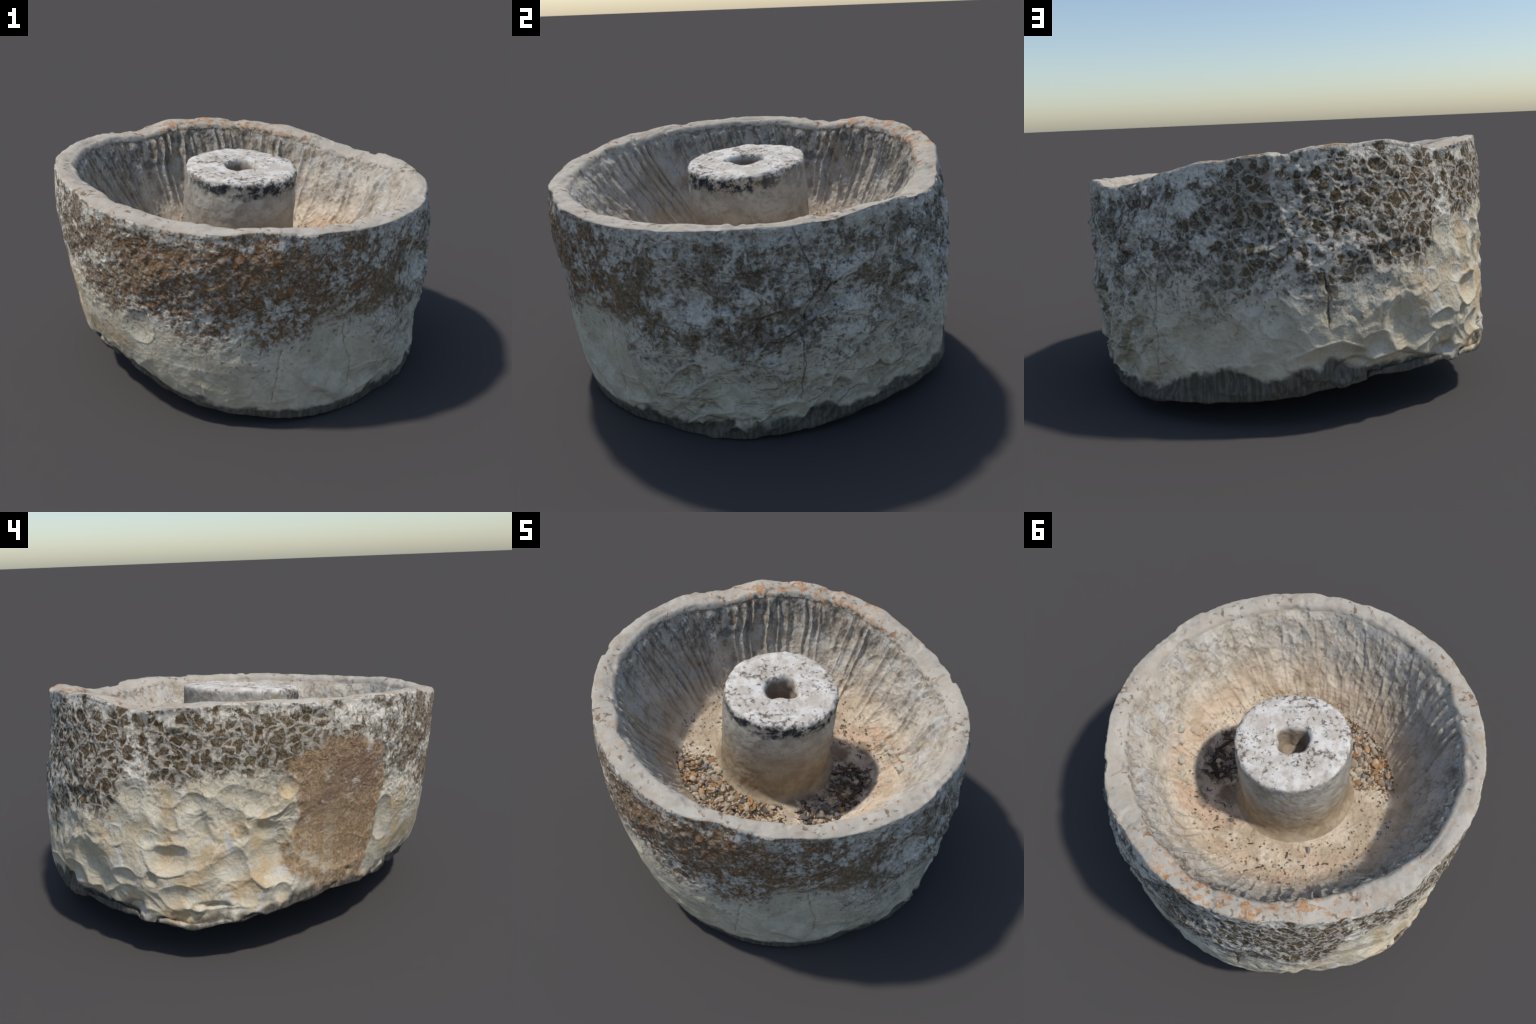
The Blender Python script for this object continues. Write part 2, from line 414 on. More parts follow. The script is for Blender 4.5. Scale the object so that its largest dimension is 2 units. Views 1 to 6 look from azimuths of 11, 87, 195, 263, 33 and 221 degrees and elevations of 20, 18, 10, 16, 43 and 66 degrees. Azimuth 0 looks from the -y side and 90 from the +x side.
# faceted all over by the point of the pick
q1, q2, _, _, idq = cells((np.radians(Ab) * 0.78 + 0.03 * fbm(Pb, 6, 2, 0.5, 125)) / 0.08, (Pb[..., 2] + 0.03 * fbm(Pb, 6, 2, 0.5, 127)) / 0.11, 47, 1.0)
facet = (np.clip(q1 / np.maximum(q2, 1e-3), 0, 1) ** 1.6 - 1) * (0.3 + idq) + 0.35
disp_b += slope * facet * (0.004 + 0.005 * window(Ab, 340, 190, 20))
# ledge of crumbled stone low on the +x side
disp_b += window(Ab, 98, 134, 6) * step(0.45, 0.55, sb) * step(0.85, 0.7, sb) * (0.018 * (idr - 0.2) * step(0.0, 0.2, fb2 - fb1))
disp_b += 0.03 * window(Ab, 118, 152, 8) * step(0.02, 0.12, sb) * step(0.5, 0.22, sb)   # thick lumpy stretch of wall
floor = step(0.8, 1.0, sb)
disp_b += floor * (0.010 * fbm(Pb, 8, 3, 0.5, 131) + 0.004 * fbm(Pb, 40, 2, 0.5, 135))
gravel_bed = floor * window(Ab, 318, 108, 12) * step(0.0, 0.3, 1.25 - sb)
disp_b += gravel_bed * 0.012 * step(-0.3, 0.4, fbm(Pb, 6, 2, 0.5, 137))
disp[b_] += disp_b

# --- post
p_ = rows_of("post")
Pp, sp = P[p_], np.broadcast_to(S, R.shape)[p_]
shaft = step(0.0, 0.15, sp) * step(0.87, 0.86, sp)
ph = np.radians(AZ[p_]) * POST_R
disp_p = shaft * (0.005 * fbm(Pp, 8, 3, 0.5, 141) + 0.0022 * fbm(Pp, 40, 2, 0.5, 145))
edge = step(0.5, 0.58, sp) * step(0.76, 0.68, sp)
disp_p += edge * (0.008 * fbm(Pp, 14, 3, 0.6, 151) - 0.004)
inhole = step(0.86, 0.88, sp)
disp_p += inhole * step(1.0, 0.97, sp) * 0.008 * fbm(Pp, 18, 3, 0.5, 155)
disp[p_] += disp_p

P = P + Nrm * disp[..., None]
P[..., 2] += 0.006
P[..., 2] = np.maximum(P[..., 2], 0.0)
Nrm = grid_normals(P)

# ------------------------------------------------------------------ node helper
class Nodes:
    def __init__(self, name):
        self.mat = bpy.data.materials.new(name)
        self.mat.use_nodes = True
        self.t = self.mat.node_tree
        self.t.nodes.clear()
        self.l = self.t.links
        tc = self.new("ShaderNodeTexCoord")
        self.p = tc.outputs["Object"]
        sep = self.new("ShaderNodeSeparateXYZ")
        self.l.new(self.p, sep.inputs[0])
        self.x, self.y, self.z = sep.outputs
        self.az = self.m("FRACT", self.m("ADD", self.m("DIVIDE", self.m("ARCTAN2", self.x, self.m("MULTIPLY", self.y, -1)), TAU), 1.0))
        self.r = self.m("SQRT", self.m("ADD", self.m("MULTIPLY", self.x, self.x), self.m("MULTIPLY", self.y, self.y)))

    def new(self, kind, **kw):
        n = self.t.nodes.new(kind)
        for k, v in kw.items():
            setattr(n, k, v)
        return n

    def put(self, sock, v):
        if isinstance(v, (int, float)):
            sock.default_value = float(v) if sock.type == "VALUE" else (v, v, v, 1)[: len(sock.default_value)]
        elif isinstance(v, tuple):
            sock.default_value = (*v, 1.0)[: len(sock.default_value)]
        else:
            self.l.new(v, sock)

    def m(self, op, a, b=0.0, c=0.0):
        n = self.new("ShaderNodeMath", operation=op)
        for i, v in enumerate((a, b, c)):
            self.put(n.inputs[i], v)
        return n.outputs[0]

    def add(self, *v):
        out = v[0]
        for q in v[1:]:
            out = self.m("ADD", out, q)
        return out

    def mul(self, *v):
        out = v[0]
        for q in v[1:]:
            out = self.m("MULTIPLY", out, q)
        return out

    def sub(self, a, b):
        return self.m("SUBTRACT", a, b)

    def step(self, a, b, x):
        n = self.new("ShaderNodeMapRange", interpolation_type="SMOOTHSTEP", clamp=True)
        self.put(n.inputs["Value"], x)
        if a <= b:
            vals = (a, b, 0, 1)
        else:
            vals = (b, a, 1, 0)
        for i, v in zip((1, 2, 3, 4), vals):
            n.inputs[i].default_value = v
        return n.outputs[0]

    def mix(self, f, a, b):
        n = self.new("ShaderNodeMix", data_type="RGBA", clamp_factor=True)
        self.put(n.inputs[0], f)
        self.put(n.inputs[6], a)
        self.put(n.inputs[7], b)
        return n.outputs[2]

    def ramp(self, x, stops, interp="LINEAR"):
        n = self.new("ShaderNodeValToRGB")
        cr = n.color_ramp
        cr.interpolation = interp
        while len(cr.elements) < len(stops):
            cr.elements.new(0.5)
        for e, (pos, col) in zip(cr.elements, sorted(stops, key=lambda q: q[0])):
            e.position = pos
            e.color = (*col, 1) if isinstance(col, tuple) else (col, col, col, 1)
        self.put(n.inputs[0], x)
        return n.outputs[0]

    def by_az(self, stops, scale=360.0, interp="LINEAR"):
        """Value or colour as a function of azimuth (degrees), closed at 0/360."""
        s = sorted(stops.items())
        a0, v0 = s[0]
        a1, v1 = s[-1]
        f = a0 / (a0 + 360 - a1) if a0 + 360 - a1 else 0
        if isinstance(v0, tuple):
            seam = tuple(p * (1 - f) + q * f for p, q in zip(v0, v1))
        else:
            seam = v0 * (1 - f) + v1 * f
        st = [(a / scale, v) for a, v in s]
        if a0 > 0:
            st = [(0.0, seam)] + st
        st += [(1.0, seam if a0 > 0 else v0)]
        return self.ramp(self.az, st, interp)

    def noise(self, scale, detail=4, rough=0.55, dist=0.0, vec=None, color=False, stretch=None):
        v = vec or self.p
        if stretch:
            mp = self.new("ShaderNodeMapping")
            mp.inputs["Scale"].default_value = stretch
            self.l.new(v, mp.inputs[0])
            v = mp.outputs[0]
        n = self.new("ShaderNodeTexNoise")
        self.l.new(v, n.inputs["Vector"])
        for k, q in (("Scale", scale), ("Detail", detail), ("Roughness", rough), ("Distortion", dist)):
            n.inputs[k].default_value = q
        return n.outputs["Color" if color else "Fac"]

    def warp(self, scale, amount, vec=None):
        c = self.noise(scale, 2, 0.5, vec=vec, color=True)
        a = self.new("ShaderNodeVectorMath", operation="SUBTRACT")
        self.l.new(c, a.inputs[0])
        a.inputs[1].default_value = (0.5, 0.5, 0.5)
        b = self.new("ShaderNodeVectorMath", operation="MULTIPLY_ADD")
        self.l.new(a.outputs[0], b.inputs[0])
        b.inputs[1].default_value = (amount,) * 3
        self.l.new(vec or self.p, b.inputs[2])
        return b.outputs[0]

    def voronoi(self, scale, feature="DISTANCE_TO_EDGE", vec=None, out="Distance"):
        n = self.new("ShaderNodeTexVoronoi", feature=feature)
        self.l.new(vec or self.p, n.inputs["Vector"])
        n.inputs["Scale"].default_value = scale
        return n.outputs[out]

    def finish(self, color, height=None, dist=0.01, strength=0.6, rough=0.92, spec=0.18):
        b = self.new("ShaderNodeBsdfPrincipled")
        o = self.new("ShaderNodeOutputMaterial")
        self.put(b.inputs["Base Color"], color)
        b.inputs["Roughness"].default_value = rough
        b.inputs["Specular IOR Level"].default_value = spec
        if height is not None:
            bp = self.new("ShaderNodeBump")
            bp.inputs["Strength"].default_value = strength
            bp.inputs["Distance"].default_value = dist
            self.l.new(height, bp.inputs["Height"])
            self.l.new(bp.outputs[0], b.inputs["Normal"])
        self.l.new(b.outputs[0], o.inputs[0])
        return self.mat

    def rim_height(self):
        return self.mul(self.by_az({i * 15: RIM_OUT_Z[2 * i] / 1.2 for i in range(24)}), 1.2)

    def foot_height(self):
        return self.by_az({i * 15: FOOT_Z[i] for i in range(24)})


# ------------------------------------------------------------------ materials
def outer_material():
    n = Nodes("weathered_limestone_wall")
    fine = n.noise(60, 5, 0.65)
    mid = n.noise(11, 6, 0.62, 0.3)
    big = n.noise(3.2, 4, 0.55)
    # bare stone
    stone = n.mix(n.step(0.35, 0.65, mid), (0.49, 0.43, 0.32), (0.65, 0.59, 0.465))  # base lightened and warmed against the blue sky light on shaded sides
    cream = n.mul(n.by_az({0: 0.1, 60: 0.12, 120: 0.15, 180: 0.2, 210: 0.35, 228: 0.75, 275: 0.95, 310: 0.8, 338: 0.55, 350: 0.25}), n.step(0.36, 0.56, n.noise(7, 4, 0.55, 0.4)))
    stone = n.mix(n.mul(cream, 0.9), stone, n.mix(n.step(0.46, 0.62, n.noise(6.5, 4, 0.6)), (0.57, 0.48, 0.335), (0.56, 0.385, 0.20)))
    stone = n.mix(n.mul(n.step(0.54, 0.62, n.noise(9, 5, 0.65, 0.3)), cream, 0.75), stone, (0.60, 0.585, 0.55))
    stone = n.mix(n.mul(n.step(0.52, 0.66, fine), 0.25), stone, (0.30, 0.27, 0.22))
    # where the crust of lichen starts, by azimuth
    low = n.mul(n.by_az({8: .44, 22: .44, 33: .50, 42: .54, 50: .44, 62: .34, 76: .36, 90: .34, 104: .40, 118: .44, 132: .40, 150: .42, 162: .58, 175: .54, 190: .54,
                         204: .54, 215: .58, 228: .66, 236: .76, 249: .82, 262: .85, 275: .80, 300: .76, 318: .62, 333: .54, 345: .50}), 1.0)
    wob = n.sub(n.noise(6, 4, 0.6), 0.5)
    h = n.sub(n.add(n.z, n.mul(wob, 0.34)), low)
    wide = n.by_az({0: .10, 40: .08, 65: .20, 150: .20, 200: .12, 230: .06, 290: .06, 330: .12})
    zone = n.step(0.0, 1.0, n.add(0.45, n.m("DIVIDE", h, n.mul(wide, 2.0))))
    amp = n.by_az({0: .66, 35: .62, 60: .50, 90: .42, 120: .40, 150: .42, 165: .38, 180: .48, 195: .62, 212: .74, 230: .76, 265: .78, 285: .70, 300: .55, 318: .56, 335: .66, 350: .70})
    under = n.sub(n.rim_height(), n.z)
    rimfade = n.add(0.55, n.mul(0.45, n.step(0.015, 0.09, n.add(under, n.mul(wob, 0.12)))))
    cover = n.mul(zone, amp, rimfade)
    wp = n.warp(8, 0.12)
    coarse = n.by_az({0: .0, 40: .0, 70: .3, 100: .35, 150: .4, 180: .7, 205: 1.0, 290: .8, 315: .3, 340: .0})   # big separate patches or a fine peppering
    blotch = n.noise(4.6, 3, 0.5)
    midn = n.noise(12, 6, 0.66, 0.4, vec=wp)
    finen = n.noise(38, 5, 0.72, 0.2)
    w_mid = n.add(0.30, n.mul(coarse, 0.22))
    w_fine = n.sub(0.42, n.mul(coarse, 0.26))
    patch = n.add(n.mul(blotch, 0.30), n.mul(midn, w_mid), n.mul(n.add(n.mul(n.sub(finen, 0.5), 1.5), 0.5), w_fine))
    thr = n.add(0.5, n.mul(n.sub(0.5, cover), 0.22))
    over = n.sub(patch, thr)
    vecc = n.warp(30, 0.035, vec=n.warp(10, 0.10))
    cellr = n.new("ShaderNodeSeparateColor")
    n.l.new(n.voronoi(19, "F1", vec=vecc, out="Color"), cellr.inputs[0])
    pieces = n.add(n.mul(blotch, 0.36), n.mul(midn, 0.24), n.mul(n.add(n.mul(n.sub(finen, 0.5), 1.6), 0.5), 0.20), n.mul(n.add(n.mul(n.sub(cellr.outputs[0], 0.5), 0.5), 0.5), 0.24))
    over_c = n.sub(pieces, thr)
    edge_c = n.step(-0.03, 0.08, n.sub(n.voronoi(19, vec=vecc), n.mul(n.sub(n.noise(26, 5, 0.7), 0.36), 0.55)))
    over = n.add(n.mul(over, n.sub(1.0, coarse)), n.mul(n.sub(over_c, 0.003), coarse, 2.6))
    wid = n.m("ABSOLUTE", n.sub(n.noise(15, 5, 0.6, 1.2), 0.5))
    vein = n.mul(n.add(n.mul(n.step(0.004, 0.045, wid), 0.25), 0.75), n.sub(1.0, n.mul(coarse, n.sub(1.0, edge_c), 0.74)))
    bare = n.mul(n.step(0.54, 0.62, n.noise(5.5, 4, 0.55, 0.6)), n.sub(1.0, n.mul(coarse, 0.15)))
    over = n.sub(over, n.mul(bare, 0.07))
    fleck = n.mul(n.step(0.50, 0.58, n.noise(44, 6, 0.75, 0.6)), n.sub(0.62, n.mul(coarse, 0.52)))
    lich = n.mul(n.step(-0.045, 0.050, over), vein, n.m("POWER", zone, 0.5), n.sub(1.0, fleck))
    pitv = n.voronoi(30, "F1", vec=n.warp(20, 0.07))
    pits = n.mul(n.step(0.44, 0.26, n.add(pitv, n.mul(n.sub(finen, 0.5), 1.1))), n.step(0.46, 0.60, n.noise(9, 4, 0.65)),
                 n.by_az({0: .35, 45: .45, 65: .75, 160: .75, 185: .6, 215: .3, 290: .2, 330: .4}), n.step(-0.16, 0.02, h))
    tint = n.mul(n.step(-0.12, 0.03, over), zone)
    crust_light = n.mix(n.step(0.4, 0.6, fine), (0.53, 0.485, 0.42), (0.76, 0.725, 0.66))  # crust colour brightened because the shaded faces rendered too dark
    stone = n.mix(n.mul(zone, 0.75), stone, crust_light)
    dark = n.by_az({0: (.20, .092, .034), 40: (.19, .095, .038), 60: (.16, .10, .05), 85: (.125, .090, .055), 120: (.10, .078, .052), 165: (.085, .066, .043),
                    200: (.068, .048, .026), 235: (.082, .048, .021), 275: (.080, .054, .023), 310: (.105, .072, .042), 335: (.16, .085, .038)})
    stone = n.mix(n.mul(tint, n.by_az({0: .5, 45: .48, 80: .26, 200: .26, 300: .34, 330: .5})), stone, n.mix(0.6, stone, n.mix(0.4, dark, (.28, .19, .10))))
    dark = n.mix(n.step(0.45, 0.7, n.noise(24, 4, 0.6)), dark, n.mix(0.5, dark, (.17, .11, .045)))
    olive = n.mul(n.step(0.5, 0.66, n.noise(8, 3)), n.by_az({0: .25, 90: .2, 180: .35, 250: .55, 300: .6, 340: .35}))
    dark = n.mix(n.mul(olive, 0.6), dark, (.085, .070, .020))
    rust = n.mul(n.step(0.58, 0.68, n.noise(19, 5, 0.6)), n.by_az({0: 1, 45: 1, 70: .6, 110: .35, 160: .1, 220: .15, 260: .35, 310: .3, 340: .8}))
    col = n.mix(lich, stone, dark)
    col = n.mix(n.mul(pits, 0.85), col, n.mix(0.5, dark, (.075, .055, .035)))  # shadow inside the pits painted in; ambient light leaves the relief flat
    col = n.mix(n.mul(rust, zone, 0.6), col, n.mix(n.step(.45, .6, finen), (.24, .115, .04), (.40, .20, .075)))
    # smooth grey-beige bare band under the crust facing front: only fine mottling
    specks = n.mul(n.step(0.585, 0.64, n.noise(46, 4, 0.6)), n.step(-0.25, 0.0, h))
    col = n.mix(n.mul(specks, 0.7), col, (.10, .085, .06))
    # gouge shade painted slanting on the +x face; tan tint warms the sky-lit sides
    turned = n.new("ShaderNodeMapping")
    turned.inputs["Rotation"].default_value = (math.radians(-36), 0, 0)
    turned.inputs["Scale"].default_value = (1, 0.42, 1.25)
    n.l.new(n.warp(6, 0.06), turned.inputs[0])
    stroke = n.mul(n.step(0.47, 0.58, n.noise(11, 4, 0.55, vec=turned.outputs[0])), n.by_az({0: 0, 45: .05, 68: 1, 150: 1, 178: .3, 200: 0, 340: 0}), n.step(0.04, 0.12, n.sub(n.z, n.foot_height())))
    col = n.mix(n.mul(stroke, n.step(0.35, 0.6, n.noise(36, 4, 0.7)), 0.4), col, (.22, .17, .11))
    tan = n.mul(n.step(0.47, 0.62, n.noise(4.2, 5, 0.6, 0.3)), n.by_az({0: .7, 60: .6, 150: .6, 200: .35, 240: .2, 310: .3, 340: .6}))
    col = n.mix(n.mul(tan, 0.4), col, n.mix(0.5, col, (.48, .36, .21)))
    # crease shade painted dark and ridge light painted pale, broken up by grain
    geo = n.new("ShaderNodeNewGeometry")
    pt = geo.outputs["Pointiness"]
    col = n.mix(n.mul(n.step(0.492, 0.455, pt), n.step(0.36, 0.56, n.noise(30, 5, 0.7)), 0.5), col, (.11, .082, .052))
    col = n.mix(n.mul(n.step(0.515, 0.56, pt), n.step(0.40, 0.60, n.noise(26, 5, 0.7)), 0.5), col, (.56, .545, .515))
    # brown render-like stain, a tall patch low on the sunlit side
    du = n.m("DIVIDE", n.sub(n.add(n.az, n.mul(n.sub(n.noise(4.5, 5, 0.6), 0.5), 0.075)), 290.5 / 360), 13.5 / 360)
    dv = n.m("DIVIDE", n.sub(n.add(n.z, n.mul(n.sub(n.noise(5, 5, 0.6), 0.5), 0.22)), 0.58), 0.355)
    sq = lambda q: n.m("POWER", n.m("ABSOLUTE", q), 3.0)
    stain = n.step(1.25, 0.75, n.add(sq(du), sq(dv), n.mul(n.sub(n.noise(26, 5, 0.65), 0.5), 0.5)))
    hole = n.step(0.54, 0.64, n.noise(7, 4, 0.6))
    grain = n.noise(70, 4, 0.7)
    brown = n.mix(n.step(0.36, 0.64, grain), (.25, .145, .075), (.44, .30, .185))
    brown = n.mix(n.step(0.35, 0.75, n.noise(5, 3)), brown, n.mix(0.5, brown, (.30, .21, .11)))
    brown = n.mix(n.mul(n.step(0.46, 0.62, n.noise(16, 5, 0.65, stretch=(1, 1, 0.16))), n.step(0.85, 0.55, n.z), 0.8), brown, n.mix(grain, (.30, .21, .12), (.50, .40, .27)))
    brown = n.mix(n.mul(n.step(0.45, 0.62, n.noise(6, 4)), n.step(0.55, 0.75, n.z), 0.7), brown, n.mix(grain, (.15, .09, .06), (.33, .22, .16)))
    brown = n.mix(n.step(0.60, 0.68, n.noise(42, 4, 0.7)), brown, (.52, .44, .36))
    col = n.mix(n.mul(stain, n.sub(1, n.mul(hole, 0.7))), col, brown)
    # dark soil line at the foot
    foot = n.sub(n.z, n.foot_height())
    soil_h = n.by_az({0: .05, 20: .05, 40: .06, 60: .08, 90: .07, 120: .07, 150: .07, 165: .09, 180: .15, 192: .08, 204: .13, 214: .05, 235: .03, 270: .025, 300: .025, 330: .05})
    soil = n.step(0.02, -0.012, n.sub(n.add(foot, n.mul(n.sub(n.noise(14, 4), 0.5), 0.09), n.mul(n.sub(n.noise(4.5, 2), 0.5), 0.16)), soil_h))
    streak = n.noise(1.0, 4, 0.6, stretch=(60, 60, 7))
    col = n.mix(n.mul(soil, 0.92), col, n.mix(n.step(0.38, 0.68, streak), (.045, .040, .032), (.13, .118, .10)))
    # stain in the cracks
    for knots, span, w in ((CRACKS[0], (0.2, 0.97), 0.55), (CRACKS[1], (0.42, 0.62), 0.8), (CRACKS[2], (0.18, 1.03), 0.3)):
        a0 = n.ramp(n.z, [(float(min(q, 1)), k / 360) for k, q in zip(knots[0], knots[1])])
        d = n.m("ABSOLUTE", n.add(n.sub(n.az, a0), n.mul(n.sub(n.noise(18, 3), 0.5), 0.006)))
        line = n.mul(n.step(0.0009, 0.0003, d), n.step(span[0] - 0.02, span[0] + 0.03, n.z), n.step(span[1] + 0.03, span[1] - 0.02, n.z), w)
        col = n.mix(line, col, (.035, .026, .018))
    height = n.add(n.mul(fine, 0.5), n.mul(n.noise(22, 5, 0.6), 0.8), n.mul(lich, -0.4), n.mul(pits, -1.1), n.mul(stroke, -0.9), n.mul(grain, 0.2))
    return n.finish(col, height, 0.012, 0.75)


def rim_material():
    n = Nodes("worn_limestone_rim")
    mid = n.noise(9, 5, 0.6, 0.2)
    col = n.mix(n.step(0.35, 0.65, mid), (0.40, 0.36, 0.295), (0.475, 0.435, 0.37))
    col = n.mix(n.mul(n.step(0.45, 0.62, n.noise(5, 3)), 0.5), col, (0.41, 0.36, 0.29))
    clump = n.step(0.36, 0.60, n.noise(4.5, 3))
    spots = n.step(0.55, 0.615, n.add(n.mul(n.noise(26, 5, 0.6, 0.4), 0.8), n.mul(clump, 0.11)))
    col = n.mix(n.mul(spots, 0.85), col, n.mix(n.noise(12, 2), (.20, .11, .055), (.16, .12, .08)))
    orange = n.mul(n.step(0.50, 0.56, n.noise(19, 6, 0.75, 0.4)), n.by_az({0: .12, 60: .08, 90: .15, 120: .1, 150: .15, 172: .5, 185: .9, 225: 1, 238: .3, 270: .2, 330: .25}))
    col = n.mix(n.mul(orange, 0.85), col, n.mix(n.step(.4, .6, n.noise(30, 3)), (.36, .15, .04), (.46, .26, .12)))
    # the lichen of the wall creeps over the outer shoulder, black algae over the inner lip
    under = n.sub(n.rim_height(), n.z)
    creep = n.step(0.012, 0.030, n.add(under, n.mul(n.sub(n.noise(13, 5, 0.6), 0.5), 0.06)))
    creep = n.mul(creep, n.step(0.885, 0.915, n.r), n.by_az({0: .9, 60: .7, 120: .5, 165: .25, 200: .5, 250: .75, 300: .7}))
    col = n.mix(n.mul(creep, n.step(0.42, 0.56, n.noise(24, 5, 0.65))), col, n.by_az({0: (.13, .085, .03), 90: (.10, .085, .055), 180: (.08, .06, .035), 260: (.09, .065, .03)}))
    algae = n.mul(n.step(0.012, 0.032, n.add(under, n.mul(n.sub(n.noise(16, 5), 0.5), 0.05))), n.step(0.885, 0.86, n.r), n.step(0.45, 0.58, n.noise(30, 5, 0.7)),
                  n.by_az({0: .1, 100: .4, 150: .7, 170: .8, 195: .9, 300: .8, 325: .3}))
    col = n.mix(algae, col, (.045, .042, .040))
    height = n.add(n.noise(24, 5, 0.6), n.mul(n.noise(90, 4, 0.6), 0.35), n.mul(spots, -0.3))
    return n.finish(col, height, 0.008, 0.5)


def bowl_material():
    n = Nodes("tooled_limestone_bowl")
    mid = n.noise(8, 6, 0.6, 0.3)
    col = n.mix(n.step(0.35, 0.65, mid), (0.42, 0.36, 0.28), (0.57, 0.515, 0.425))
    col = n.mix(n.mul(n.step(0.48, 0.62, n.noise(6, 4, 0.55, 0.5)), n.step(0.56, 0.68, n.z), 0.45), col, (0.48, 0.475, 0.455))
    # brown weeping streaks in the grooves
    brownish = n.step(0.52, 0.66, n.noise(26, 5, 0.7, 0.5, stretch=(1, 1, 0.45)))
    col = n.mix(n.mul(brownish, 0.55), col, (.22, .165, .11))
    # black algae under the lip on the shaded back
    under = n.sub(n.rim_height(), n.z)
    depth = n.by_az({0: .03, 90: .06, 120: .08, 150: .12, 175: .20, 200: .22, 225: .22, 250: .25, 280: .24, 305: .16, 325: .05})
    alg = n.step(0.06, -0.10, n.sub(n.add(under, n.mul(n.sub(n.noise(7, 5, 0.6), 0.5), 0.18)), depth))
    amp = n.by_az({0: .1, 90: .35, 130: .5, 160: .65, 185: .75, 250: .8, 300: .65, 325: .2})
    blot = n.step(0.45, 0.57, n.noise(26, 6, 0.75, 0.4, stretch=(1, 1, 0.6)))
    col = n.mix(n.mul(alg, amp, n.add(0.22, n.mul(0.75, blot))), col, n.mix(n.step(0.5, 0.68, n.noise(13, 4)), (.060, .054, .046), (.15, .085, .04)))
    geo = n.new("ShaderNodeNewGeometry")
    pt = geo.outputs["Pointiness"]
    col = n.mix(n.mul(n.step(0.494, 0.462, pt), n.step(0.34, 0.54, n.noise(24, 5, 0.7)), 0.42), col, (.15, .112, .075))  # dark shading drawn into tool-mark creases, next line lightens the ridges
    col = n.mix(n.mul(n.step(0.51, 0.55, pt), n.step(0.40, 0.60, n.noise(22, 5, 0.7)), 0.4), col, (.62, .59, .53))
    # warm earthy tint low down and on the floor
    lowz = n.add(n.z, n.mul(n.sub(n.noise(5, 4), 0.5), 0.16))
    warm = n.step(0.76, 0.60, lowz)
    earth = n.mix(n.step(0.4, 0.62, n.noise(7, 4)), (.49, .39, .275), (.66, .56, .43))
    pink = n.mul(n.step(0.47, 0.62, n.noise(6, 4, 0.6, 0.4)), n.by_az({0: .35, 60: .35, 105: .6, 150: 1, 215: .9, 250: .4, 300: .3}))
    earth = n.mix(n.mul(pink, 0.7), earth, (.60, .41, .285))
    col = n.mix(n.mul(warm, 0.9), col, earth)
    # dust and grit on the floor
    flat = n.step(0.60, 0.575, n.r)
    grit = n.step(0.56, 0.62, n.noise(55, 4, 0.65))
    gz = n.mul(flat, n.by_az({0: 1, 100: 1, 125: .35, 200: .25, 280: .3, 325: .95}))
    col = n.mix(n.mul(grit, gz, 0.75), col, (.13, .085, .05))
    humus = n.mul(n.step(0.47, 0.6, n.noise(9, 4)), flat, n.by_az({0: .1, 55: .2, 75: .9, 130: .85, 160: .35, 190: .0}), n.step(0.56, 0.50, n.r))
    col = n.mix(humus, col, (.11, .075, .05))
    crumb = n.noise(60, 5, 0.65)
    height = n.add(n.mul(n.noise(18, 6, 0.65), 1.0), n.mul(crumb, 0.5), n.mul(brownish, -0.3))
    return n.finish(col, height, 0.014, 0.7)


